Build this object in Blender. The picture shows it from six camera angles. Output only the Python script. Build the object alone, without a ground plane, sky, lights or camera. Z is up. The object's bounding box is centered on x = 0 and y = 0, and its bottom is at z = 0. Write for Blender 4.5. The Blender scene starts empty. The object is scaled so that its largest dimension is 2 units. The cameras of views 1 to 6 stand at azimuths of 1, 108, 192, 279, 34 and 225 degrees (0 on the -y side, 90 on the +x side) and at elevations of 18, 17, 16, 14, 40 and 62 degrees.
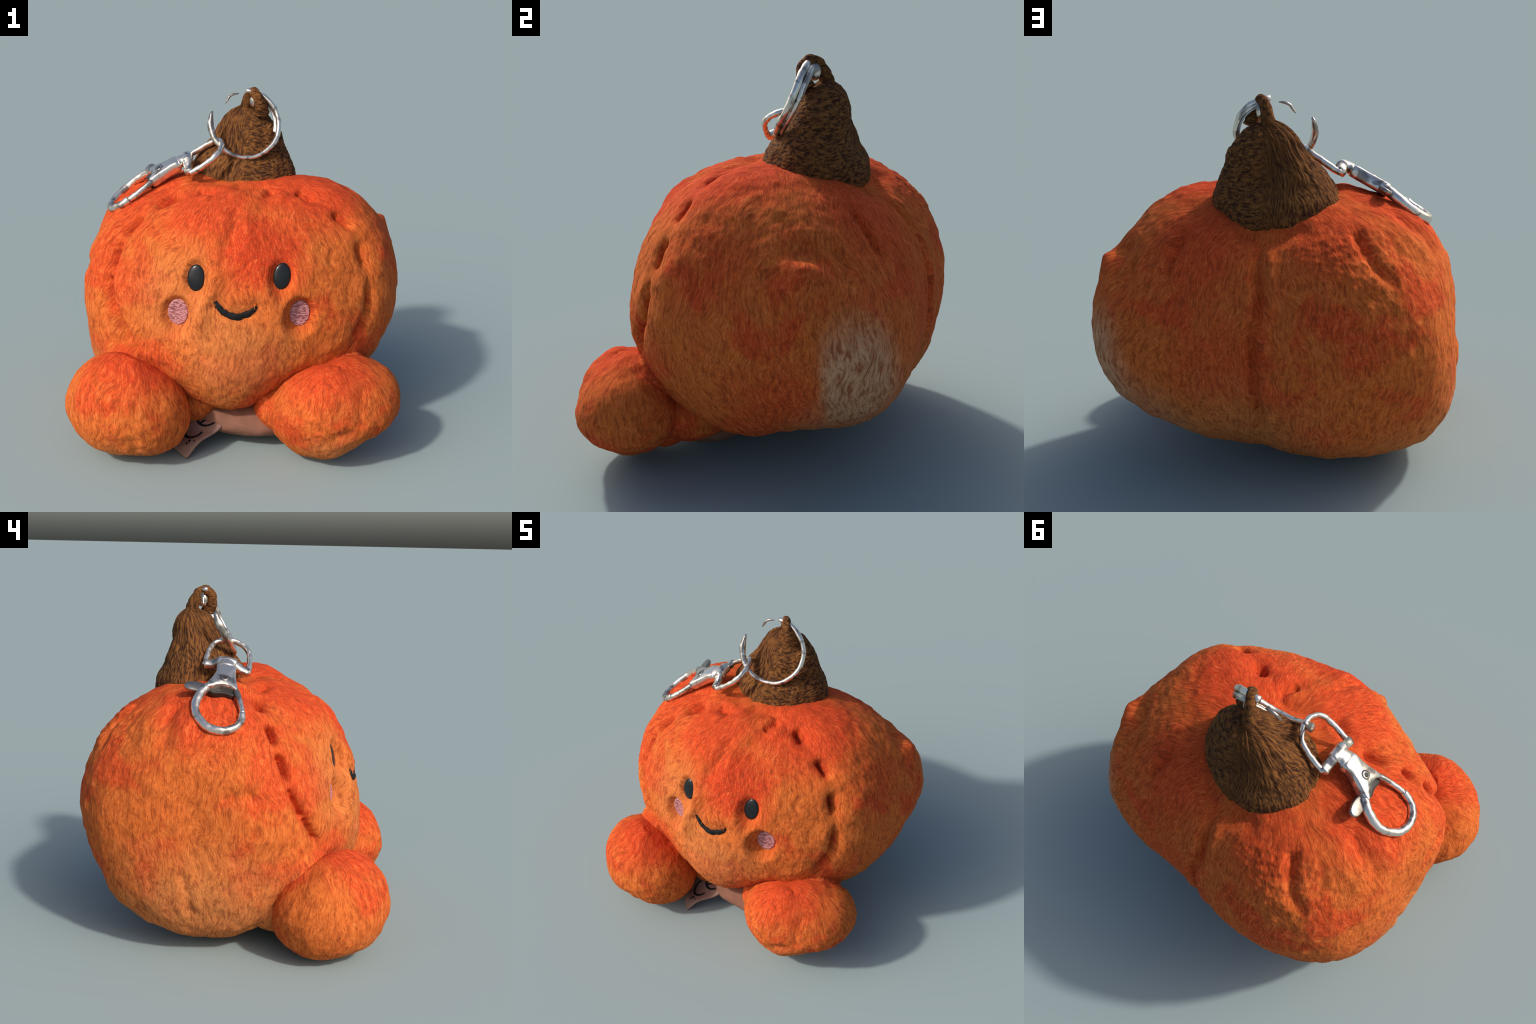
"""Plush pumpkin key charm: fluffy orange body with a smiling face, two stub feet,
a brown fabric stem with a loop, a split ring and a swivel lobster clasp."""
import math
import bpy
import numpy as np
from mathutils import Vector

RNG = np.random.default_rng(7)
COLL = bpy.context.scene.collection


# ------------------------------------------------------------------ noise
_perm = RNG.permutation(256)
_perm = np.concatenate([_perm, _perm, _perm])
_grad = RNG.normal(size=(256, 3))
_grad /= np.linalg.norm(_grad, axis=1)[:, None]


def noise(p):
    """Gradient noise, about -0.7..0.7, for an (N, 3) array."""
    i = np.floor(p).astype(int)
    f = p - i
    i &= 255
    w = f * f * f * (f * (f * 6 - 15) + 10)
    out = 0
    for dx in (0, 1):
        for dy in (0, 1):
            for dz in (0, 1):
                h = _perm[_perm[_perm[(i[:, 0] + dx) & 255] + ((i[:, 1] + dy) & 255)] + ((i[:, 2] + dz) & 255)]
                g = (_grad[h & 255] * (f - (dx, dy, dz))).sum(1)
                k = (w[:, 0] if dx else 1 - w[:, 0]) * (w[:, 1] if dy else 1 - w[:, 1]) * (w[:, 2] if dz else 1 - w[:, 2])
                out = out + g * k
    return out


def fbm(p, octaves=3):
    return sum(noise(p * 2 ** k + 17.3 * k) / 2 ** k for k in range(octaves))


def smooth(a, b, x):
    t = np.clip((x - a) / (b - a), 0, 1)
    return t * t * (3 - 2 * t)


# ------------------------------------------------------------------ lofted blobs
def _b3(t):
    return np.stack([(1 - t) ** 3, 3 * t ** 3 - 6 * t ** 2 + 4, -3 * t ** 3 + 3 * t ** 2 + 3 * t + 1, t ** 3], -1) / 6


class Blob:
    """A soft stuffed shape: rings of control radii round a centre, from the lowest
    point up to the top, joined by cubic B-splines (first column faces -y, then +x)."""

    def __init__(self, centre, rings):
        self.c = np.array(centre, float)
        self.r = np.array(rings, float)
        self.ne, self.na = self.r.shape

    def radius(self, d):
        az = np.arctan2(d[:, 0], -d[:, 1]) / math.tau * self.na
        el = np.arctan2(d[:, 2], np.hypot(d[:, 0], d[:, 1]))
        e = (el / math.pi + 0.5) * (self.ne - 1)
        ai = np.floor(az).astype(int)
        ei = np.clip(np.floor(e).astype(int), 0, self.ne - 2)
        wa, we = _b3(az - ai), _b3(e - ei)
        out = np.zeros(len(d))
        for i in range(4):
            row = ei - 1 + i
            over = (row < 0) | (row > self.ne - 1)
            row = np.where(row < 0, -row, np.where(row > self.ne - 1, 2 * (self.ne - 1) - row, row))
            for j in range(4):
                col = (ai - 1 + j + np.where(over, self.na // 2, 0)) % self.na
                out += we[:, i] * wa[:, j] * self.r[row, col]
        return out

    def onto(self, pts):
        """Push points radially on to the surface."""
        q = np.atleast_2d(np.array(pts, float)) - self.c
        d = q / np.linalg.norm(q, axis=1)[:, None]
        return self.c + d * self.radius(d)[:, None]

    def normal(self, p):
        q = np.array(p, float) - self.c
        d = q / np.linalg.norm(q)
        u = np.cross(d, (0, 0, 1.0)); u /= np.linalg.norm(u)
        v = np.cross(u, d)
        k = 0.06
        a = self.onto(self.c + np.array([d + u * k, d - u * k, d + v * k, d - v * k]))
        n = np.cross(a[0] - a[1], a[2] - a[3])
        n /= np.linalg.norm(n)
        return n if n @ d > 0 else -n


def cube_sphere(n):
    """Directions and quads of an evenly divided sphere."""
    t = np.tan(np.linspace(-math.pi / 4, math.pi / 4, n + 1))
    a, b = np.meshgrid(t, t, indexing="ij")
    o = np.ones_like(a)
    sides = [(o, a, b), (-o, -a, b), (-a, o, b), (a, -o, b), (-b, a, o), (b, a, -o)]
    pts = np.concatenate([np.stack(s, -1).reshape(-1, 3) for s in sides])
    idx = np.arange((n + 1) ** 2).reshape(n + 1, n + 1)
    q = np.stack([idx[:-1, :-1], idx[1:, :-1], idx[1:, 1:], idx[:-1, 1:]], -1).reshape(-1, 4)
    quads = np.concatenate([q + k * (n + 1) ** 2 for k in range(6)])
    key = np.round(pts / np.abs(pts).max(1)[:, None] * 1e5).astype(np.int64)
    _, first, inv = np.unique(key, axis=0, return_index=True, return_inverse=True)
    pts, quads = pts[first], inv.reshape(-1)[quads]
    return pts / np.linalg.norm(pts, axis=1)[:, None], quads


# ------------------------------------------------------------------ mesh helpers
def new_mesh(name, verts, faces, mat, parent, smooth_shade=True):
    me = bpy.data.meshes.new(name)
    me.from_pydata(np.asarray(verts).tolist(), [], [list(map(int, f)) for f in faces])
    me.validate()
    me.update()
    if smooth_shade:
        me.polygons.foreach_set("use_smooth", [True] * len(me.polygons))
    me.materials.append(mat)
    ob = bpy.data.objects.new(name, me)
    COLL.objects.link(ob)
    ob.parent = parent
    return ob


def join_parts(parts):
    v, f, k = [], [], 0
    for a, b in parts:
        v.append(np.asarray(a))
        f += [[i + k for i in q] for q in b]
        k += len(a)
    return np.concatenate(v), f


def spline(points, per=10, closed=False):
    """Catmull-Rom through control points of any dimension."""
    p = np.array(points, float)
    p = np.concatenate([p[-1:], p, p[:2]]) if closed else np.concatenate([2 * p[:1] - p[1:2], p, 2 * p[-1:] - p[-2:-1]])
    out = []
    for a, b, c, d in zip(p[:-3], p[1:-2], p[2:-1], p[3:]):
        for t in np.arange(per) / per:
            out.append(0.5 * (2 * b + (c - a) * t + (2 * a - 5 * b + 4 * c - d) * t * t + (3 * b - a - 3 * c + d) * t ** 3))
    if not closed:
        out.append(p[-2])
    return np.array(out)


def tube(path, width, height=None, sides=12, closed=False, up=(0, 0, 1), wobble=0.0, seed=0, square=2.0):
    """Sweep a (super)elliptic section along a path; width and height may vary along it."""
    path = np.array(path, float)
    n = len(path)
    w = np.broadcast_to(np.array(width, float), n)
    h = w if height is None else np.broadcast_to(np.array(height, float), n)
    if closed:
        tan = np.roll(path, -1, 0) - np.roll(path, 1, 0)
    else:
        tan = np.gradient(path, axis=0)
    tan /= np.linalg.norm(tan, axis=1)[:, None] + 1e-12
    up = np.array(up, float)
    side = np.cross(tan, up)
    side /= np.linalg.norm(side, axis=1)[:, None] + 1e-12
    nor = np.cross(side, tan)
    a = np.arange(sides) / sides * math.tau
    ca, sa = np.cos(a), np.sin(a)
    ca, sa = np.sign(ca) * np.abs(ca) ** (2 / square), np.sign(sa) * np.abs(sa) ** (2 / square)
    v = path[:, None] + side[:, None] * (w[:, None] * ca)[..., None] + nor[:, None] * (h[:, None] * sa)[..., None]
    v = v.reshape(-1, 3)
    if wobble:
        c = np.repeat(path, sides, 0)
        v = v + (v - c) * (fbm(v * 28 + seed * 7.1, 2) * wobble)[:, None] + wobble * 0.006 * np.stack([noise(v * 16 + seed + k * 9) for k in range(3)], 1)
    f = []
    for i in range(n if closed else n - 1):
        for j in range(sides):
            k = (i + 1) % n
            f.append([i * sides + j, i * sides + (j + 1) % sides, k * sides + (j + 1) % sides, k * sides + j])
    if not closed:
        f.append(list(range(sides))[::-1])
        f.append(list(range((n - 1) * sides, n * sides)))
    return v, f


def along(p, line):
    """Distance of points to a polyline and the position (0..1) along it."""
    line = np.array(line, float)
    seg = np.linalg.norm(np.diff(line, axis=0), axis=1)
    total, start = seg.sum(), np.concatenate([[0], np.cumsum(seg)])
    best, pos = np.full(len(p), 1e9), np.zeros(len(p))
    for k in range(len(line) - 1):
        a, b = line[k], line[k + 1]
        t = np.clip((p - a) @ (b - a) / ((b - a) @ (b - a)), 0, 1)
        d = np.linalg.norm(p - a - t[:, None] * (b - a), axis=1)
        m = d < best
        best[m], pos[m] = d[m], ((start[k] + t * seg[k]) / total)[m]
    return best, pos


# ------------------------------------------------------------------ materials
class Nodes:
    def __init__(self, name):
        self.mat = bpy.data.materials.new(name)
        self.mat.use_nodes = True
        self.t = self.mat.node_tree
        self.bsdf = self.t.nodes["Principled BSDF"]

    def put(self, sock, v):
        if isinstance(v, bpy.types.NodeSocket):
            self.t.links.new(v, sock)
        elif v is not None:
            sock.default_value = v

    def node(self, kind, ins=(), out=0, **props):
        n = self.t.nodes.new("ShaderNode" + kind)
        for k, v in props.items():
            setattr(n, k, v)
        for k, v in (ins.items() if isinstance(ins, dict) else enumerate(ins)):
            self.put(n.inputs[k], v)
        return n.outputs[out]

    def math(self, op, a, b=None, c=None, clamp=False):
        return self.node("Math", [x for x in (a, b, c) if x is not None], operation=op, use_clamp=clamp)

    def vmath(self, op, a, b=None, out=0):
        return self.node("VectorMath", [x for x in (a, b) if x is not None], out, operation=op)

    def noise(self, vec, scale, detail=3.0, rough=0.55, distort=0.0, out=0):
        return self.node("TexNoise", {"Vector": vec, "Scale": scale, "Detail": detail, "Roughness": rough, "Distortion": distort}, out)

    def ramp(self, x, lo, hi, a=0.0, b=1.0):
        return self.node("MapRange", {"Value": x, "From Min": lo, "From Max": hi, "To Min": a, "To Max": b}, interpolation_type="SMOOTHSTEP")

    def mix(self, f, a, b, mode="MIX"):
        n = self.t.nodes.new("ShaderNodeMix")
        n.data_type, n.blend_type = "RGBA", mode
        self.put(n.inputs[0], f)
        for s, v in ((n.inputs[6], a), (n.inputs[7], b)):
            self.put(s, (*v, 1) if isinstance(v, tuple) and len(v) == 3 else v)
        return n.outputs[2]

    def ball(self, pos, centre, r0, r1, stretch=(1, 1, 1)):
        """1 inside r0, fading to 0 at r1, round a centre."""
        d = self.vmath("MULTIPLY", self.vmath("SUBTRACT", pos, centre), stretch)
        return self.ramp(self.vmath("LENGTH", d, out=1), r0, r1, 1.0, 0.0)

    def finish(self, colour, rough=0.9, spec=0.2, bump=None, strength=0.4, dist=0.01, **more):
        self.put(self.bsdf.inputs["Base Color"], (*colour, 1) if isinstance(colour, tuple) and len(colour) == 3 else colour)
        self.put(self.bsdf.inputs["Roughness"], rough)
        self.put(self.bsdf.inputs["Specular IOR Level"], spec)
        if bump is not None:
            self.put(self.bsdf.inputs["Normal"], self.node("Bump", {"Strength": strength, "Distance": dist, "Height": bump}))
        for k, v in more.items():
            self.put(self.bsdf.inputs[k.replace("_", " ")], v)
        return self.mat


def strand_space(m, centre, across=75.0, lengthwise=16.0, swirl=0.19):
    """Coordinates that stretch a noise into hair strands combed down from the top, swirled."""
    pos = m.node("TexCoord", out=3)
    q = m.vmath("SUBTRACT", pos, centre)
    turn = m.vmath("SUBTRACT", m.noise(pos, 3.2, 2, out=1), (0.5, 0.5, 0.5))
    q = m.vmath("ADD", q, m.vmath("SCALE", turn, None))
    q.node.inputs[1].links[0].from_node.inputs["Scale"].default_value = swirl
    sep = m.node("SeparateXYZ", [q])
    x, y, z = sep.node.outputs
    rho = m.math("MAXIMUM", m.math("SQRT", m.math("ADD", m.math("MULTIPLY", x, x), m.math("MULTIPLY", y, y))), 0.02)
    el = m.math("ARCTAN2", z, rho)
    vec = m.node("CombineXYZ", [m.math("MULTIPLY", m.math("DIVIDE", x, rho), across), m.math("MULTIPLY", m.math("DIVIDE", y, rho), across), m.math("MULTIPLY", el, lengthwise)])
    return pos, vec


ORANGE, BRIGHT, RED, DEEP, TAN = (0.60, 0.128, 0.024), (0.95, 0.31, 0.085), (0.60, 0.046, 0.013), (0.20, 0.030, 0.010), (0.58, 0.215, 0.066)


def fur_material(name, centre, across, lengthwise, red_spots, tan_spots=(), deep_spots=(), pale=False):
    m = Nodes(name)
    pos, vec = strand_space(m, centre, across, lengthwise)
    strands = m.noise(vec, 1.0, 5, 0.65)
    tufts = m.noise(m.vmath("ADD", vec, m.vmath("MULTIPLY", pos, (9.0, 9.0, 9.0))), 0.3, 4, 0.62)
    patches = m.noise(pos, 2.6, 3, 0.6, 0.4)
    fine = m.noise(vec, 3.1, 3, 0.7)
    # broad patches of redder and yellower pile
    red = m.ramp(patches, 0.46, 0.62, 0.0, 0.75)
    for c, r0, r1, s in red_spots:
        red = m.math("MAXIMUM", red, m.math("MULTIPLY", m.ball(m.vmath("ADD", pos, m.vmath("MULTIPLY", m.vmath("SUBTRACT", m.noise(pos, 7.0, 3, out=1), (0.5, 0.5, 0.5)), (0.25, 0.25, 0.25))), c, r0, r1), s))
    col = m.mix(red, ORANGE, RED)
    for c, r0, r1, s in tan_spots:
        col = m.mix(m.math("MULTIPLY", m.ball(m.vmath("ADD", pos, m.vmath("MULTIPLY", m.vmath("SUBTRACT", m.noise(pos, 6.0, 3, out=1), (0.5, 0.5, 0.5)), (0.3, 0.3, 0.3))), c, r0, r1), s), col, TAN)
    if pale:
        # a faded grey-beige patch with a frayed border on the rear flank
        fray = m.vmath("MULTIPLY", m.vmath("SUBTRACT", m.noise(vec, 1.3, 3, out=1), (0.5, 0.5, 0.5)), (0.16, 0.16, 0.16))
        k = m.ball(m.vmath("ADD", pos, fray), (0.82, 0.66, 0.66), 0.12, 0.30, (1.0, 1.0, 0.75))
        edge = m.ramp(m.node("SeparateXYZ", [m.vmath("ADD", pos, fray)], 1), 0.52, 0.57)
        col = m.mix(m.math("MULTIPLY", m.math("MULTIPLY", k, edge), 0.9), col, m.mix(m.ramp(tufts, 0.35, 0.65), (0.46, 0.22, 0.11), (0.62, 0.38, 0.22)))
        k = m.ball(pos, (0.68, 0.70, 0.40), 0.16, 0.42)
        col = m.mix(m.math("MULTIPLY", k, 0.45), col, (0.45, 0.27, 0.15))
    # brighter and darker strands and tufts mixed into the pile colour
    col = m.mix(m.ramp(strands, 0.50, 0.68, 0.0, 0.6), col, m.mix(0.55, col, BRIGHT))
    col = m.mix(m.ramp(strands, 0.32, 0.50, 0.6, 0.0), col, DEEP)
    col = m.mix(m.ramp(tufts, 0.34, 0.52, 0.55, 0.0), col, DEEP)
    col = m.mix(m.ramp(tufts, 0.54, 0.68, 0.0, 0.45), col, m.mix(0.5, col, BRIGHT))
    col = m.mix(m.ramp(fine, 0.5, 0.70, 0.0, 0.4), col, m.mix(0.5, col, BRIGHT))
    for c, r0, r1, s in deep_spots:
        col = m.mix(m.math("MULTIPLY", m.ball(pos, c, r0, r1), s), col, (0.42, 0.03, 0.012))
    h = m.math("ADD", m.math("ADD", m.math("MULTIPLY", strands, 0.8), m.math("MULTIPLY", fine, 0.35)), m.math("MULTIPLY", tufts, 0.7))
    return m.finish(col, 0.95, 0.1, h, 0.45, 0.018)


def stem_material():
    m = Nodes("brown_pile")
    pos, vec = strand_space(m, (0.0, 0.40, 1.2), 30.0, 12.0, 0.12)
    strands = m.noise(vec, 1.0, 4, 0.6)
    warp = m.vmath("ADD", pos, m.vmath("MULTIPLY", m.vmath("SUBTRACT", m.noise(pos, 9.0, 3, out=1), (0.5, 0.5, 0.5)), (0.05, 0.05, 0.06)))
    rows = m.noise(m.vmath("MULTIPLY", warp, (34.0, 34.0, 95.0)), 1.0, 3, 0.6)
    side = m.ramp(m.node("SeparateXYZ", [warp]), -0.10, 0.06)
    lines = m.mix(side, strands, rows)
    tufts = m.noise(pos, 22.0, 4, 0.6)
    col = m.mix(m.ramp(lines, 0.36, 0.62), (0.040, 0.017, 0.010), (0.215, 0.085, 0.024))
    col = m.mix(m.ramp(lines, 0.60, 0.78, 0.0, 0.7), col, (0.34, 0.16, 0.055))
    col = m.mix(m.ramp(tufts, 0.35, 0.55, 0.35, 0.0), col, (0.05, 0.02, 0.01))
    h = m.math("ADD", m.node("RGBToBW", [lines]), m.math("MULTIPLY", tufts, 0.5))
    return m.finish(col, 0.95, 0.1, h, 0.6, 0.02)


def metal_material(name, tint=(0.78, 0.77, 0.74), dark=0.5):
    m = Nodes(name)
    pos = m.node("TexCoord", out=3)
    a = m.noise(pos, 13.0, 2, 0.5, 0.8)
    col = m.mix(m.ramp(a, 0.38, 0.5, dark, 0.0), tint, (0.10, 0.09, 0.085))  # dark blotches painted into the tint for reflections on the metal
    return m.finish(col, m.ramp(a, 0.3, 0.7, 0.32, 0.2), 0.5, m.noise(pos, 40.0, 2), 0.12, 0.01, Metallic=0.92)


def plain(name, colour, rough, spec=0.3, grain=60.0, vary=0.25, **more):
    m = Nodes(name)
    pos = m.node("TexCoord", out=3)
    n = m.noise(pos, grain, 3)
    col = m.mix(m.ramp(n, 0.35, 0.65, 0.0, vary), colour, tuple(c * 0.4 for c in colour))
    return m.finish(col, rough, spec, n, 0.2, 0.005, **more)


# ------------------------------------------------------------------ control shapes
BODY = Blob((0.0, 0.12, 0.85), [
    [.753, .755, .756, .757, .759, .758, .755, .751, .750, .752, .756, .757, .758, .758, .758, .755, .750, .746, .747, .751],
    [.769, .762, .745, .726, .759, .751, .730, .733, .748, .756, .770, .808, .828, .828, .832, .837, .822, .762, .771, .750],
    [.851, .779, .742, .798, .852, .831, .765, .762, .790, .782, .796, .875, .911, .941, 1.000, 1.023, 1.025, .894, .803, .812],
    [.926, .799, .775, .836, .914, .927, .872, .897, .905, .819, .807, .910, .964, 1.071, 1.151, 1.127, 1.090, .982, .864, .878],
    [.883, .821, .852, .912, .926, .975, .979, 1.085, .965, .798, .753, .857, .926, 1.056, 1.075, .999, 1.008, .976, .874, .866],
    [.772, .761, .806, .887, .957, .964, 1.052, 1.117, .903, .784, .739, .818, .965, 1.054, .994, .906, 1.023, .935, .770, .741],
    [.740, .734, .776, .815, .941, .902, 1.010, .901, .782, .752, .717, .774, .901, .973, .974, .942, .970, .860, .764, .762],
    [.757, .726, .749, .774, .906, .888, .866, .805, .766, .718, .679, .737, .817, .845, .884, .902, .853, .779, .760, .768],
    [.679, .672, .706, .741, .786, .811, .763, .724, .714, .675, .645, .679, .728, .739, .755, .756, .710, .680, .698, .691],
    [.634, .637, .644, .645, .648, .663, .654, .647, .649, .639, .633, .638, .643, .653, .658, .651, .633, .625, .638, .639],
    [.627, .628, .628, .627, .627, .627, .627, .627, .629, .630, .630, .631, .630, .630, .630, .630, .628, .627, .628, .628]])

LEFT_FOOT = Blob((-0.61, -0.62, 0.30), [
    [.287, .287, .288, .287, .288, .289, .289, .289, .290, .289],
    [.264, .276, .321, .325, .323, .325, .324, .309, .287, .277],
    [.286, .321, .385, .380, .357, .367, .399, .383, .311, .287],
    [.282, .331, .373, .362, .337, .359, .404, .385, .315, .286],
    [.273, .319, .321, .284, .273, .308, .342, .343, .313, .279],
    [.300, .320, .297, .263, .261, .290, .307, .323, .314, .298],
    [.301, .303, .300, .296, .297, .302, .303, .301, .299, .298]])

RIGHT_FOOT = Blob((0.582, -0.578, 0.318), [
    [.301, .299, .292, .289, .288, .282, .282, .290, .296, .301],
    [.261, .220, .228, .239, .264, .261, .305, .360, .319, .289],
    [.252, .223, .252, .268, .294, .293, .358, .435, .339, .264],
    [.241, .219, .307, .446, .442, .338, .363, .444, .342, .274],
    [.226, .210, .276, .401, .409, .299, .273, .338, .313, .270],
    [.249, .241, .266, .301, .331, .318, .280, .276, .273, .266],
    [.275, .272, .274, .278, .283, .285, .280, .276, .277, .278]])

STEM = Blob((0.0, 0.36, 1.56), [
    [.348, .351, .352, .351, .351, .351, .352, .352, .349, .345, .344, .345],
    [.377, .370, .354, .337, .325, .318, .323, .346, .375, .381, .379, .379],
    [.399, .384, .369, .336, .296, .274, .268, .315, .404, .457, .443, .418],
    [.381, .353, .356, .326, .238, .205, .186, .209, .319, .434, .447, .405],
    [.293, .255, .274, .263, .187, .147, .126, .139, .224, .323, .349, .307],
    [.218, .200, .226, .238, .192, .142, .118, .140, .212, .261, .267, .230],
    [.238, .229, .240, .259, .213, .183, .161, .155, .218, .271, .259, .233],
    [.290, .278, .276, .296, .262, .271, .266, .267, .306, .323, .322, .288],
    [.311, .308, .310, .314, .314, .315, .314, .315, .320, .329, .332, .320]])

# stitched seams either side of the face: places where the thread pulls the plush in
RIGHT_TUCKS = [(.345, -.100, 1.434), (.556, -.182, 1.319), (.680, -.262, 1.145), (.714, -.321, .903), (.684, -.396, .740)]
LEFT_TUCKS = [(-.444, -.119, 1.353), (-.614, -.216, 1.230), (-.709, -.297, 1.084), (-.740, -.386, .889), (-.676, -.468, .724)]
RIGHT_SEAM = [(.16, -.06, 1.48)] + RIGHT_TUCKS + [(.63, -.45, .60)]
LEFT_SEAM = [(-.26, -.08, 1.44)] + LEFT_TUCKS + [(-.60, -.52, .60)]
# (line, depth, half width)
CREASES = [
    ([(-.02, .66, 1.32), (-.03, .75, 1.22), (-.05, .83, 1.10), (-.02, .87, .94), (-.01, .88, .81), (-.01, .87, .64), (-.02, .82, .47), (-.01, .72, .30)], .045, .026),
    ([(-.49, .54, 1.37), (-.56, .66, 1.25), (-.61, .69, 1.19), (-.66, .70, 1.13)], .035, .030),
    ([(.38, .55, 1.33), (.43, .65, 1.23), (.48, .74, 1.12)], .030, .025),
    ([(.60, .50, 1.20), (.63, .60, 1.10)], .022, .030),
    ([(-.95, -.01, .94), (-.93, -.10, .96), (-.90, -.20, .97)], .022, .035),
    ([(-.62, .29, 1.41), (-.72, .31, 1.32), (-.80, .31, 1.25), (-.88, .32, 1.12)], .022, .040),
    ([(-.98, .19, .55), (-.96, .16, .41), (-.90, .15, .27)], .012, .022),
    ([(-.04, -.28, 1.42), (-.05, -.44, 1.31), (-.10, -.54, 1.18)], .020, .032),
    ([(.12, -.18, 1.45), (.18, -.06, 1.49)], .035, .028),
    ([(-.29, -.10, 1.43), (-.17, -.13, 1.45)], .030, .030),
    ([(-.09, -.03, 1.42), (.03, -.03, 1.43), (.16, -.01, 1.41)], .026, .050),
    ([(-.30, .55, 1.37), (-.05, .62, 1.33), (.15, .58, 1.37)], .022, .050),
    ([(.90, .13, 1.11), (.90, .02, 1.06), (.86, -.06, 1.04)], .016, .05),
]
# lip of fabric standing out on the flank
LEDGE = [(.82, .39, 1.20), (.82, .47, 1.17), (.80, .55, 1.13), (.79, .61, 1.08), (.76, .67, 1.03)]

EYE_N = [np.array((-.08, -.97, .22)), np.array((.14, -.96, .24))]
CHEEK_N = [np.array((-.18, -.98, .05)), np.array((.30, -.95, .08))]
EYES = [(-.239, -.532, 1.056), (.233, -.515, 1.084)]
CHEEKS = [(-.336, -.524, .847), (.342, -.513, .874)]
MOUTH = [(-.122, -.600, .955), (-.102, -.607, .925), (-.065, -.612, .895), (-.014, -.616, .880), (.040, -.613, .888), (.078, -.606, .912), (.098, -.598, .938)]


# ------------------------------------------------------------------ build
root = bpy.data.objects.new("plush_pumpkin_charm", None)
COLL.objects.link(root)
root["label"] = "smiling orange plush pumpkin with brown stem and metal clasp"
root["category"] = "plush keychain"

tuck_spots = [(p, 0.0, 0.055, 0.7) for p in RIGHT_TUCKS + LEFT_TUCKS]
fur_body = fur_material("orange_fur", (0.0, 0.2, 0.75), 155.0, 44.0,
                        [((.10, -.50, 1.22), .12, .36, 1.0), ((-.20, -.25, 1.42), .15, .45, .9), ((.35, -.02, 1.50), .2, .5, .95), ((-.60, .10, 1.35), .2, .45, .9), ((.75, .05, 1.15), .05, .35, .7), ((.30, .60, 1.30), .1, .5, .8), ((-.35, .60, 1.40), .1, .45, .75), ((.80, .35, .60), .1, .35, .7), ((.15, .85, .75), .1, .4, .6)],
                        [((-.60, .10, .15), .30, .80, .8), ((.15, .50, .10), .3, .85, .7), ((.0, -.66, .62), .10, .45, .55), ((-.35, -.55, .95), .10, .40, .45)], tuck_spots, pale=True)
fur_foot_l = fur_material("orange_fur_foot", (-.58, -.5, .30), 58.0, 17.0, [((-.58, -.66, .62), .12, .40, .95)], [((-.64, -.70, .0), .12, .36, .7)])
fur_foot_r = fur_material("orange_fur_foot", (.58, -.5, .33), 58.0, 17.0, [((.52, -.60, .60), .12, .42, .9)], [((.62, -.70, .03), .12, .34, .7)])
brown = stem_material()
metal = metal_material("polished_metal", (0.80, 0.73, 0.64), 0.7)
metal_dull = metal_material("dull_metal", (0.42, 0.38, 0.33), 0.4)
metal_dark = plain("dark_recess", (0.03, 0.026, 0.024), 0.4)
black_gloss = plain("black_plastic", (0.010, 0.012, 0.014), 0.25, 0.35, 30, 0.2)
black_thread = plain("black_thread", (0.010, 0.010, 0.011), 0.8, 0.2, 120)
red_thread = plain("red_thread", (0.55, 0.06, 0.02), 0.8, 0.2, 120)
label_cloth = plain("label_cloth", (0.28, 0.165, 0.128), 0.85, 0.2, 30, 0.18)  # cloth colour darkened for the shadow between foot and chin
panel_cloth = plain("panel_cloth", (0.24, 0.108, 0.072), 0.9, 0.2, 14, 0.25)  # base colour lowered to carry the shade cast by the chin
film_mat = plain("pale_film", (0.66, 0.68, 0.70), 0.5, 0.3, 12, 0.1)


def pink_embroidery():
    m = Nodes("pink_thread")
    pos = m.node("TexCoord", out=3)
    w = m.vmath("ADD", pos, m.vmath("MULTIPLY", m.vmath("SUBTRACT", m.noise(pos, 40.0, 2, out=1), (0.5, 0.5, 0.5)), (0.01, 0.01, 0.012)))
    rows = m.noise(m.vmath("MULTIPLY", w, (45.0, 45.0, 150.0)), 1.0, 2, 0.5)
    col = m.mix(m.ramp(rows, 0.36, 0.55), (0.24, 0.07, 0.075), (0.54, 0.235, 0.24))
    col = m.mix(m.ramp(rows, 0.58, 0.75, 0.0, 0.6), col, (0.75, 0.45, 0.46))
    return m.finish(col, 0.6, 0.3, rows, 0.8, 0.015)


pink = pink_embroidery()


def relief(blob, n):
    d, quads = cube_sphere(n)
    return d, quads, blob.c + d * blob.radius(d)[:, None]


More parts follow.
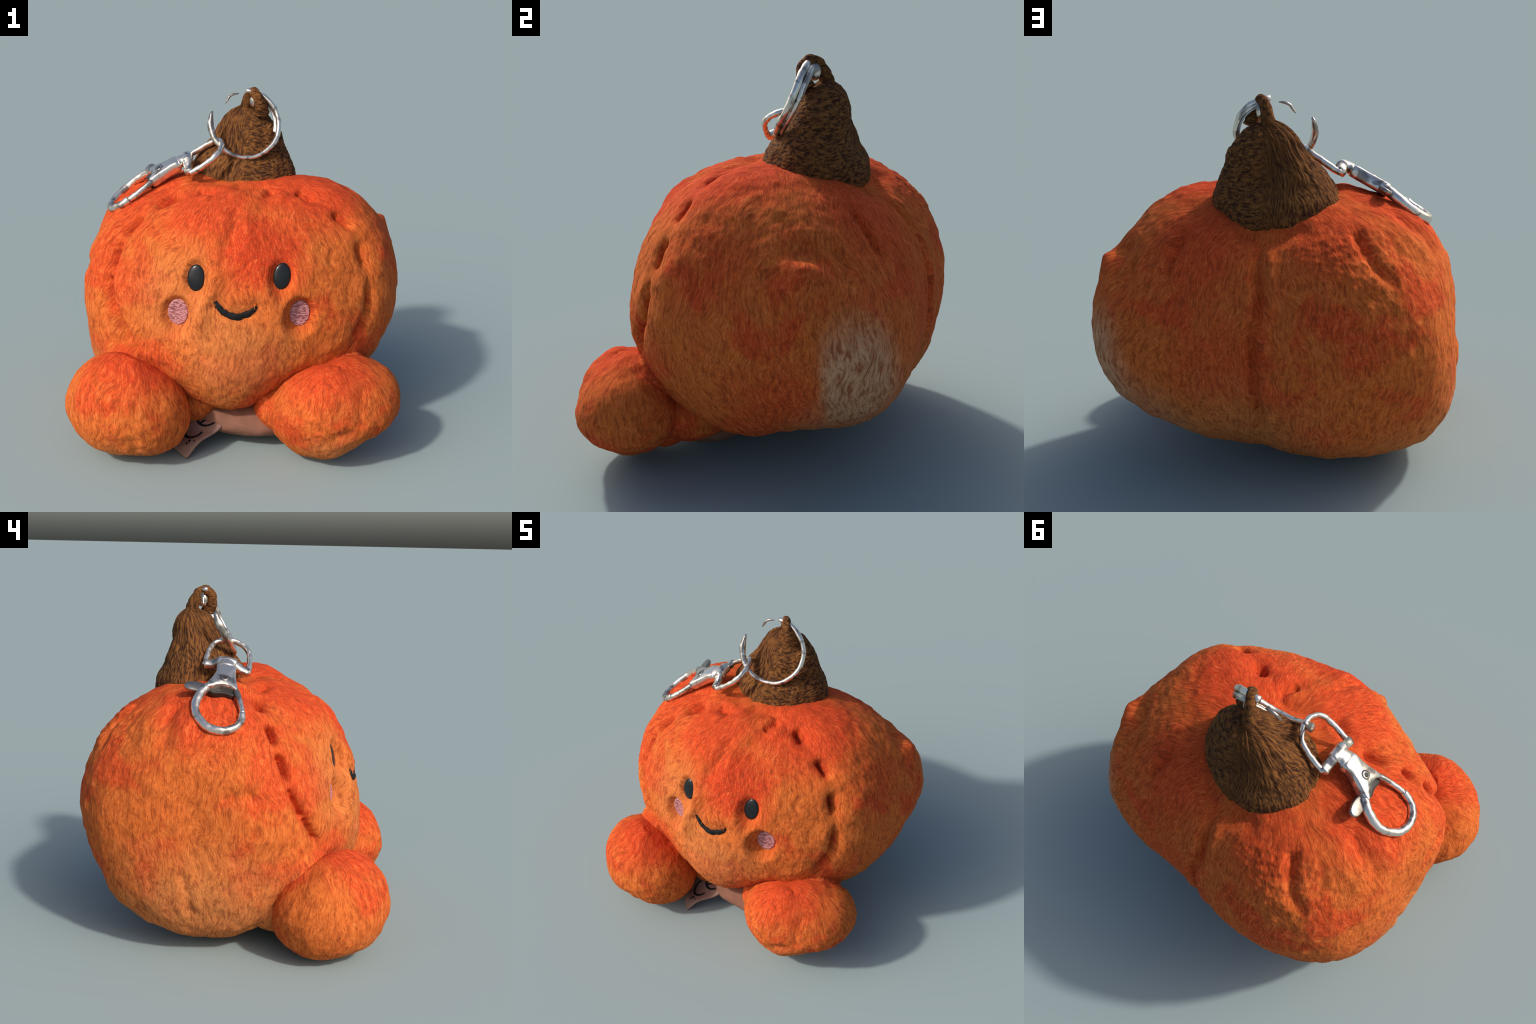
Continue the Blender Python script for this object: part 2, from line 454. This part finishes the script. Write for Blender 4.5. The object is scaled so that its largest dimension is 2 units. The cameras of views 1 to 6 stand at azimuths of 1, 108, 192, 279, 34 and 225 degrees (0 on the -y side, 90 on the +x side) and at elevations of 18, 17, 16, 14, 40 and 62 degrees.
# ---- torso
def build_torso():
    d, quads, p = relief(BODY, 190)
    base = p.copy()
    push = np.zeros(len(p))
    # soft lumps of stuffing, clumps of pile
    push += 0.012 * fbm(base * 4.0, 3) + 0.009 * fbm(base * 12 + 3, 3)
    push += 0.007 * fbm(base * (8, 8, 5) + 21, 2)
    knob = np.exp(-(np.linalg.norm((base - (-.55, .66, 1.22)) / (.30, .28, .22), axis=1)) ** 4)
    push += knob * 0.014 * fbm(base * 24 + 5, 3)
    for seam, tucks in ((RIGHT_SEAM, RIGHT_TUCKS), (LEFT_SEAM, LEFT_TUCKS)):
        line = BODY.onto(spline(seam, 8))
        dist, pos = along(base, line)
        push -= (0.004 + 0.006 * smooth(.5, .7, pos)) * np.exp(-(dist / 0.05) ** 2) + 0.008 * smooth(.5, .65, pos) * np.exp(-(dist / 0.018) ** 2)
        tp = BODY.onto(tucks)
        for k, t in enumerate(tp):
            a = line[np.argmin(np.linalg.norm(line - t, axis=1)) - 2]
            g = line[min(np.argmin(np.linalg.norm(line - t, axis=1)) + 2, len(line) - 1)] - a
            g /= np.linalg.norm(g)
            L = (0.026, 0.034, 0.040, 0.060, 0.055)[k] * (1.0 if t[0] > 0 else 1.25)
            g = g + 0.5 * np.array(((-.3, 0, -.6), (.2, 0, .3), (.0, 0, .2), (.1, 0, 0), (.0, 0, 0))[k])
            g /= np.linalg.norm(g)
            dist, _ = along(base, [t - g * L, t + g * L])
            push -= (0.068, 0.070, 0.066, 0.038, 0.028)[k] * np.exp(-(dist / (0.030, .024, .024, .018, .018)[k]) ** 2) + 0.022 * np.exp(-(dist / (.075, .06, .055, .045, .045)[k]) ** 2)
    for line, depth, w in CREASES:
        dist, pos = along(base, BODY.onto(spline(line, 5)))
        fade = smooth(0, .2, pos) * smooth(1, .8, pos) * 0.85 + 0.15
        wav = 1 + 0.5 * noise(base * 9)
        push -= depth * wav * fade * np.exp(-(dist / w) ** 2)
        push += 0.25 * depth * fade * np.exp(-((dist - 2.4 * w) / (1.2 * w)) ** 2)
    # the flank's fabric lip: stands out below the line, falls away above it
    dist, pos = along(base, BODY.onto(spline(LEDGE, 5)))
    zl = np.interp(base[:, 1], [.30, .39, .47, .55, .61, .67, .75], [1.24, 1.20, 1.17, 1.13, 1.08, 1.03, .98])
    zone = np.exp(-(np.linalg.norm((base - (.84, .50, 1.17)) / (.15, .12, .10), axis=1)) ** 2)
    above = smooth(-0.02, 0.04, base[:, 2] - zl)
    push += zone * (0.040 * (1 - above) - 0.035 * above)
    # sockets of the face
    dist, _ = along(base, BODY.onto(spline(MOUTH, 4)))
    push -= 0.014 * np.exp(-(dist / 0.03) ** 2)
    dist, _ = along(base, BODY.onto([(-.20, -.58, .99), (-.14, -.6, .93)]))
    push -= 0.020 * np.exp(-(dist / 0.03) ** 2)
    # fold standing up between the left eye and cheek and the muzzle
    dist, pos = along(base, BODY.onto(spline([(-.13, -.55, 1.16), (-.135, -.58, 1.03), (-.175, -.60, .93), (-.20, -.60, .82), (-.20, -.58, .70)], 5)))
    push += 0.034 * smooth(0, .25, pos) * smooth(1, .7, pos) * np.exp(-(dist / 0.055) ** 2)
    push += 0.022 * np.exp(-(np.linalg.norm((base - BODY.onto((-.01, -.60, .975))[0]) / (.10, .2, .045), axis=1)) ** 2)
    dist, pos = along(base, BODY.onto(spline([(.14, -.57, 1.0), (.20, -.58, .90), (.22, -.58, .80)], 5)))
    push += 0.014 * np.exp(-(dist / 0.05) ** 2)
    p = base + d * push[:, None]
    tip = np.array((.82, .50, 1.165))
    p += np.array((.10, .02, .9)) * (0.026 * np.exp(-(np.linalg.norm((base - tip) / (.07, .10, .035), axis=1)) ** 2))[:, None]
    p -= d * (0.030 * np.exp(-(np.linalg.norm(base - (.76, .46, 1.24), axis=1) / .06) ** 2))[:, None]
    p += d * (0.030 * np.exp(-(np.linalg.norm(base - (.20, .62, .22), axis=1) / .22) ** 2) + 0.034 * np.exp(-(np.linalg.norm(base - (-.33, .04, 1.43), axis=1) / .10) ** 2) - 0.020 * np.exp(-(np.linalg.norm(base - (-.69, .04, 1.37), axis=1) / .07) ** 2))[:, None]
    # sockets: flat-bottomed pits that hold the eyes and the embroidered cheeks
    for cs, ns, rad in ((EYES, EYE_N, (.066, .098)), (CHEEKS, CHEEK_N, (.080, .098))):
        for c, n in zip(cs, ns):
            u, w = p[:, 0] - c[0], p[:, 2] - c[2]
            floor = c[1] - (n[0] * u + n[2] * w) / n[1] + 0.016
            e = np.hypot(u / rad[0], w / rad[1])
            k = np.exp(-e ** 5) * (p[:, 1] < -0.2)
            p[:, 1] += k * np.maximum(0, floor - p[:, 1])
    p[:, 0] = np.where(np.abs(p[:, 0]) > .8, np.sign(p[:, 0]) * (.8 + (np.abs(p[:, 0]) - .8) * .92), p[:, 0])
    p[:, 2] = np.maximum(p[:, 2], 0.012)
    new_mesh("torso", p, quads, fur_body, root)
    return d, p


torso_d, torso_p = build_torso()


def on_torso(pt, lift=0.0):
    """Point on the finished torso surface along the ray from the body's centre."""
    q = np.array(pt, float) - BODY.c
    q /= np.linalg.norm(q)
    k = np.argsort(-(torso_d @ q))[:6]
    r = np.linalg.norm(torso_p[k] - BODY.c, axis=1).mean()
    return BODY.c + q * (r + lift)


# ---- feet
def build_foot(blob, mat, dents):
    d, quads, base = relief(blob, 84)
    push = 0.012 * fbm(base * 6 + 11, 3) + 0.006 * fbm(base * 15 + 3, 3)
    for line, depth, w in dents:
        dist, _ = along(base, blob.onto(line))
        push -= depth * np.exp(-(dist / w) ** 2)
    p = base + d * push[:, None]
    p[:, 2] = np.maximum(p[:, 2], 0.0)
    new_mesh("foot", p, quads, mat, root)


build_foot(LEFT_FOOT, fur_foot_l, [([(-.50, -.95, .20), (-.49, -.92, .12)], .018, .03), ([(-.62, -.95, .16), (-.58, -.95, .2)], .010, .05)])
build_foot(RIGHT_FOOT, fur_foot_r, [([(.58, -.9, .25), (.68, -.9, .26)], .022, .035), ([(.72, -.8, .35), (.72, -.7, .50)], .010, .03)])


# ---- stem
def build_stem():
    d, quads, base = relief(STEM, 150)
    right = smooth(-0.10, 0.06, base[:, 0])
    w = base + 0.02 * np.stack([noise(base * 9 + k * 5) for k in range(3)], 1)
    rows = noise(w * (32, 32, 90)) * right
    az = np.arctan2(base[:, 0], 0.36 - base[:, 1])
    runs = fbm(np.stack([np.sin(az) * 6, np.cos(az) * 6, base[:, 2] * 3.5], 1) + 0.2 * noise(base * 6)[:, None], 3) * (1 - right)
    push = 0.006 * rows + 0.016 * runs + 0.014 * fbm(base * 8 + 4, 3) + 0.003 * smooth(0, 1, d[:, 1]) - 0.004 + 0.003 * noise(base * 40)
    # fold that separates the base lump on the left from the shaft
    dist, _ = along(base, STEM.onto([(-.26, .48, 1.56), (-.20, .56, 1.52), (-.13, .58, 1.62), (-.10, .55, 1.75)]))
    push -= 0.012 * np.exp(-(dist / 0.03) ** 2)
    p = base + d * push[:, None]
    new_mesh("stem", p, quads, brown, root)


build_stem()

path = spline([(-.030, .365, 1.80), (-.030, .352, 1.88), (-.014, .325, 1.942), (.008, .292, 1.966), (.034, .262, 1.945), (.058, .262, 1.895), (.070, .285, 1.84)], 8)
k = np.linspace(0, 1, len(path))
v, f = tube(path, 0.030 + 0.010 * np.abs(2 * k - 1) ** 1.5, 0.028 + 0.016 * np.abs(2 * k - 1) ** 2, 14, up=(.8, .5, .1), wobble=.25)
new_mesh("stem_loop", v, f, brown, root)
d, quads = cube_sphere(12)
new_mesh("loop_eyelet", np.array((.014, .306, 1.915)) + d * (.026, .034, .046), quads, metal, root)


# ---- face
def oval(name, centre, normal, w, h, dome, mat, tilt=0.0, rings=10, sides=40, rim=0.0, parent=root):
    n = np.array(normal, float)
    n /= np.linalg.norm(n)
    u = np.cross((0, 0, 1.0), n)
    u /= np.linalg.norm(u)
    vv = np.cross(n, u)
    u, vv = u * math.cos(tilt) + vv * math.sin(tilt), vv * math.cos(tilt) - u * math.sin(tilt)
    verts, faces = [np.array(centre) + n * dome], []
    for i in range(1, rings + 1):
        r = i / rings
        for j in range(sides):
            a = j / sides * math.tau
            z = dome * math.sqrt(max(0, 1 - r ** 2.6)) if rim == 0 else dome * (1 - r ** 8) + rim * math.exp(-((r - .86) / .08) ** 2)
            verts.append(np.array(centre) + u * (w * r * math.cos(a)) + vv * (h * r * math.sin(a)) + n * z)
    for j in range(sides):
        verts.append(np.array(centre) + u * (w * math.cos(j / sides * math.tau)) + vv * (h * math.sin(j / sides * math.tau)) - n * 0.03)
    for j in range(sides):
        faces.append([0, 1 + j, 1 + (j + 1) % sides])
    for i in range(rings):
        for j in range(sides):
            a, b = 1 + i * sides, 1 + (i + 1) * sides
            faces.append([a + j, b + j, b + (j + 1) % sides, a + (j + 1) % sides])
    return new_mesh(name, verts, faces, mat, parent)


for c, n, t in zip(EYES, EYE_N, (0.0, -0.12)):
    oval("eye", np.array(c) - n / np.linalg.norm(n) * 0.013, n, .053, .080, .019, black_gloss, t)
for c, n in zip(CHEEKS, CHEEK_N):
    oval("cheek", np.array(c) - n / np.linalg.norm(n) * 0.006, n, .062, .080, .012, pink, 0, rim=.006)
mouth = np.array([on_torso(q, 0.003) for q in spline(MOUTH, 8)])
k = np.linspace(-1, 1, len(mouth))
v, f = tube(mouth, 0.013 * (1 - 0.5 * np.abs(k) ** 3), 0.0235 * (1 - 0.45 * np.abs(k) ** 4), 12, up=(0, -.2, 1), wobble=.55)
new_mesh("mouth", v, f, black_thread, root)

# hairs of the plush that lie over the rims of the smile
parts = []
rim_hairs = []
for q in mouth[1:-1:1]:
    for up in (-1, 1):
        n = np.array((0.0, -1, .1))
        rim_hairs.append((q + (RNG.uniform(-.008, .008), .004, -up * RNG.uniform(.020, .026)), np.array((RNG.uniform(-.5, .5), -.1, up)), n, RNG.uniform(.012, .022)))
for base, dirn, n, ln in rim_hairs:
    dirn = dirn / np.linalg.norm(dirn) + RNG.normal(size=3) * .18
    a = spline([base - n * .004, base + dirn * ln * .5 + n * .007, base + dirn * ln + n * .005], 3)
    parts.append(tube(a, np.linspace(.0035, .0006, len(a)), sides=5, up=n))
v, f = join_parts(parts)
fr = new_mesh("rim_hair", v, f, fur_body, root)
fr["kind"] = "stuff"

# red thread crossing the bottom of each tuck
parts = []
for tucks, seam in ((RIGHT_TUCKS, RIGHT_SEAM), (LEFT_TUCKS, LEFT_SEAM)):
    line = spline(seam, 12)
    for t in tucks[:3]:
        i = int(np.argmin(np.linalg.norm(line - t, axis=1)))
        g = line[i + 2] - line[i - 2]
        g /= np.linalg.norm(g)
        n = BODY.normal(t)
        s = np.cross(g, n)
        for o in np.linspace(-.03, .03, 7):
            c = np.array(t) + g * o
            a = [on_torso(c - s * .014, .002), on_torso(c, .003), on_torso(c + s * .014 + g * .004, .002)]
            parts.append(tube(spline(a, 4), 0.0022, sides=6, up=n))
v, f = join_parts(parts)
st = new_mesh("seam_stitching", v, f, red_thread, root)
st["kind"] = "stuff"

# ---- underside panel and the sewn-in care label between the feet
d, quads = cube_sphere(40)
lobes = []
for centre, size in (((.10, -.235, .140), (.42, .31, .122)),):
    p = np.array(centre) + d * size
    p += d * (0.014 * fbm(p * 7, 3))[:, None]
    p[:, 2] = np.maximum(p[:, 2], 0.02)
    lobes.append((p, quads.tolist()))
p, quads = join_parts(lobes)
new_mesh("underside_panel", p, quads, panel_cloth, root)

# folds of plush that join each foot to the belly
for centre, size in (((.48, -.25, .31), (.24, .24, .18)), ((.52, -.38, .22), (.17, .16, .13)), ((.60, -.37, .47), (.16, .16, .15)), ((-.61, -.41, .49), (.17, .16, .15)), ((-.53, -.29, .26), (.23, .24, .17)), ((.28, -.43, .26), (.17, .17, .16)), ((-.26, -.35, .24), (.16, .16, .15))):
    d, quads = cube_sphere(28)
    p = np.array(centre) + d * size
    p += d * (0.012 * fbm(p * 8, 3))[:, None]
    new_mesh("foot_gusset", p, quads, fur_body, root)

T0 = np.array((-.229, -.650, .051))
E1 = np.array((.68, .61, .41)); E1 /= np.linalg.norm(E1)
E2 = np.array((-.68, .73, .04)); E2 -= E1 * (E1 @ E2); E2 /= np.linalg.norm(E2)
EN = np.cross(E1, E2)


def on_label(u, w, lift=0.0):
    bend = 0.02 * math.sin(u * 14) + 0.008 * math.sin(31 * u + 22 * w) + 0.25 * max(0.0, w - .1) ** 2 - 0.5 * max(0.0, u - .2) ** 2
    return T0 + E1 * u + E2 * w + EN * (bend + lift)


us, ws = np.linspace(-.05, .285, 28), np.linspace(0, .24, 18)
top = [on_label(u, w - .012 * math.sin(9 * u) + max(0, u - .22) * .6 * (1 - w / .24)) for u in us for w in ws]
bot = [np.array(q) - EN * .012 for q in top]
nw, nu = len(ws), len(us)
faces = []
for i in range(nu - 1):
    for j in range(nw - 1):
        a = i * nw + j
        faces.append([a, a + nw, a + nw + 1, a + 1])
        faces.append([q + nu * nw for q in (a, a + 1, a + nw + 1, a + nw)])
rim = [i * nw for i in range(nu)] + [(nu - 1) * nw + j for j in range(1, nw)] + [i * nw + nw - 1 for i in range(nu - 2, -1, -1)] + [j for j in range(nw - 2, 0, -1)]
for a, b in zip(rim, rim[1:] + rim[:1]):
    faces.append([a, b + 0, b + nu * nw, a + nu * nw][::-1])
tag = new_mesh("care_label", top + bot, faces, label_cloth, root)


def stroke(pts, w=.0075):
    pl = [on_label(u, q, .0015) for u, q in spline(pts, 6)]
    return tube(pl, w, .0025, 8, up=EN)


def arc(cu, cw, r, a0, a1, n=9):
    return [(cu + r * math.cos(a), cw + r * math.sin(a)) for a in np.radians(np.linspace(a0, a1, n))]


v, f = join_parts([stroke(arc(.100, .098, .056, 70, 292))])
new_mesh("letter", v, f, black_thread, tag)
v, f = join_parts([stroke(arc(.206, .098, .056, 70, 292)), stroke([(.152, .098), (.20, .098)])])
new_mesh("letter", v, f, black_thread, tag)
v, f = join_parts([stroke([(.022, .045), (.030, .060), (.036, .048)], .004), stroke([(.006, .050), (.012, .066)], .004), stroke([(.04, .02), (.048, .032)], .003)])
new_mesh("small_print", v, f, black_thread, tag)

# ------------------------------------------------------------------ metal hardware
# split ring: an open ring leaning on the stem, two coils of flattened wire
RC, RR = np.array((-.032, .194, 1.786)), .207
RX, RY = np.array((.893, .328, .307)), np.array((-.413, .328, .850))
RN = np.cross(RX, RY)


def on_ring(deg, r=RR, lift=0.0):
    a = math.radians(deg)
    return RC + RX * (r * math.cos(a)) + RY * (r * math.sin(a)) + RN * lift


def ring_arc(a0, a1, r=RR, lift=0.0, n=46):
    return np.array([on_ring(a, r, lift + 0.004 * math.sin(a * .07)) for a in np.linspace(a0, a1, n)])


path = ring_arc(-221, 66, RR, .010)
k = np.linspace(0, 1, len(path))
v1 = tube(path, 0.0145 * np.minimum(1, k * 12 + .35) + .005 * np.exp(-(k - .1) ** 2 / .008), 0.018 * np.minimum(1, k * 10 + .4) + .006 * np.exp(-(k - .1) ** 2 / .008), 12, up=RN, wobble=.35, seed=1)
path = ring_arc(-125, 60, RR - .004, -.020)
v2 = tube(path, 0.010, 0.012, 12, up=RN, wobble=.3, seed=2)
v, f = join_parts([v1, v2])
ring = new_mesh("split_ring", v, f, metal, root)
path = spline([(-.155, .261, 1.895), (-.142, .267, 1.918), (-.130, .271, 1.938), (-.105, .277, 1.950), (-.076, .281, 1.954)], 6)
k = np.linspace(0, 1, len(path))
v, f = tube(path, 0.0025 + .005 * np.sin(k * math.pi) ** .7, 0.003 + .006 * np.sin(k * math.pi), 8, up=RN, wobble=.4, seed=3)
new_mesh("ring_fragment", v, f, metal_dull, root)

# film stretched between the ring's right side and the stem
inner, outer = [], []
for a in np.linspace(-35, 48, 22):
    outer.append(on_ring(a, RR - .004))
    inner.append(on_ring(a, RR - .028) + np.array((0, .034, .0)))
verts = outer + inner + [np.array(q) + (-.004, .006, 0) for q in outer] + [np.array(q) + (-.004, .006, 0) for q in inner]
m = len(outer)
faces = []
for i in range(m - 1):
    faces += [[i, i + 1, m + i + 1, m + i], [2 * m + i, 3 * m + i, 3 * m + i + 1, 2 * m + i + 1], [i, 2 * m + i, 2 * m + i + 1, i + 1], [m + i, m + i + 1, 3 * m + i + 1, 3 * m + i]]
new_mesh("film", verts, faces, film_mat, root)

# clasp frame: along (towards the hook), across (towards the back), out (away from the plush)
KO = np.array((-.523, .055, 1.519)) + 0.008 * np.array((-.526, -.261, .809))
KA = np.array((-.825, -.075, -.560)); KA /= np.linalg.norm(KA)
KB = np.array((-.207, .962, .175)); KB -= KA * (KA @ KB); KB /= np.linalg.norm(KB)
KN = np.cross(KB, KA)
if KN[2] < 0:
    KN = -KN


def K(s, t, h):
    return KO + KA * s + KB * t + KN * h


def KP(pts, per=8, closed=False):
    return np.array([K(*q) for q in spline(pts, per, closed)])


def plate(outline, h_top, h_bot, bevel=.006):
    """Bevelled plate in the clasp frame from an outline of (along, across)."""
    o = np.array(spline(outline, 5, True))
    c = o.mean(0)
    n = len(o)
    rings = []
    for h, inset in ((h_bot, .12), (h_bot + bevel, 0), (h_top - bevel, 0), (h_top - bevel * .3, .05), (h_top, .14)):
        rings.append([K(*(q + (c - q) * inset), h + 0.25 * bevel * math.sin(9 * q[0])) for q in o])
    verts = [q for r in rings for q in r]
    faces = []
    for i in range(len(rings) - 1):
        for j in range(n):
            faces.append([i * n + j, i * n + (j + 1) % n, (i + 1) * n + (j + 1) % n, (i + 1) * n + j])
    verts += [K(*c, h_bot), K(*c, h_top)]
    e = len(verts)
    for j in range(n):
        faces.append([j, e - 2, (j + 1) % n])
        faces.append([4 * n + j, 4 * n + (j + 1) % n, e - 1])
    return verts, faces


# body of the clasp: narrow neck widening to the shoulders of the hook
v, f = plate([(-.125, -.048), (-.125, .044), (-.06, .052), (.0, .070), (.05, .092), (.095, .100), (.082, .060), (.058, .02), (.058, -.03), (.080, -.072), (.06, -.080), (.0, -.066), (-.06, -.056)], .0, -.068, .018)
clasp = new_mesh("swivel_clasp", v, f, metal, root)
# hook: rounded bow from the back shoulder round to the nose, where the gate closes it
path = KP([(.070, .085, -.030), (.125, .118, -.036), (.195, .132, -.046), (.27, .118, -.052), (.335, .070, -.050), (.365, .010, -.044), (.362, -.050, -.036), (.325, -.098, -.030), (.275, -.118, -.026), (.235, -.120, -.022)], 7)
k = np.linspace(0, 1, len(path))
v, f = tube(path, .025 - .004 * k, .030 - .006 * k, 12, up=KN, wobble=.22, seed=5)
new_mesh("hook", v, f, metal, clasp)
path = KP([(.065, -.072, -.024), (.12, -.092, -.024), (.18, -.110, -.024), (.232, -.121, -.023)], 6)
v, f = tube(path, .016, .020, 12, up=KN, wobble=.25, seed=6)
new_mesh("gate", v, f, metal, clasp)
# dark hollow under the shoulder
v, f = plate([(.045, -.055), (.045, .060), (.085, .075), (.105, .05), (.095, 0), (.100, -.05), (.085, -.070)], -.028, -.066, .004)
new_mesh("gate_slot", v, f, metal_dark, clasp)
# rivet: dark pin head inside a bright collar inside a dark groove
nrm = KN
for name, r, h, mat in (("rivet_groove", .030, .0035, metal_dark), ("rivet_collar", .025, .006, metal), ("rivet", .0155, .0085, metal_dark)):
    oval(name, K(0, 0, -.003), nrm, r, r * 1.02, h + .001, mat, 0, 6, 32, 1e-5, clasp)
# thumb lever
v, f = plate([(.060, .070), (.040, .110), (.038, .165), (.052, .200), (.078, .210), (.102, .190), (.108, .150), (.108, .095)], -.030, -.056, .006)
new_mesh("thumb_lever", v, f, metal_dull, clasp)
# swivel post and collar
path = KP([(-.118, -.002, -.035), (-.14, -.002, -.036), (-.175, -.003, -.045)], 6)
kk = np.linspace(0, 1, len(path))
v, f = tube(path, .052 + .006 * np.sin(kk * 9), .032, 20, up=KN, wobble=.1)
new_mesh("swivel_post", v, f, metal, clasp)
v, f = tube(KP([(-.150, -.130, -.072), (-.158, -.085, -.066), (-.168, -.050, -.048), (-.172, -.003, -.040), (-.174, .045, -.052), (-.172, .080, -.074), (-.168, .122, -.078)], 6), .026, .022, 12, up=KN, wobble=.15, square=3.5)
v2 = tube(KP([(-.172, -.05, -.050), (-.174, -.003, -.044), (-.176, .045, -.054)], 5), .032, .036, 14, up=KN)
v, f = join_parts([(v, f), v2])
new_mesh("swivel_collar", v, f, metal, clasp)
# bail: squared loop that hangs in the split ring
path = KP([(-.155, -.130, -.080), (-.20, -.132, -.082), (-.27, -.130, -.080), (-.335, -.118, -.077), (-.378, -.080, -.073), (-.398, -.020, -.070), (-.388, .040, -.074), (-.355, .085, -.080), (-.29, .108, -.083), (-.22, .116, -.084), (-.168, .118, -.084)], 7)
v, f = tube(path, .015, .018, 12, up=KN, wobble=.35, seed=8)
new_mesh("bail", v, f, metal, clasp)
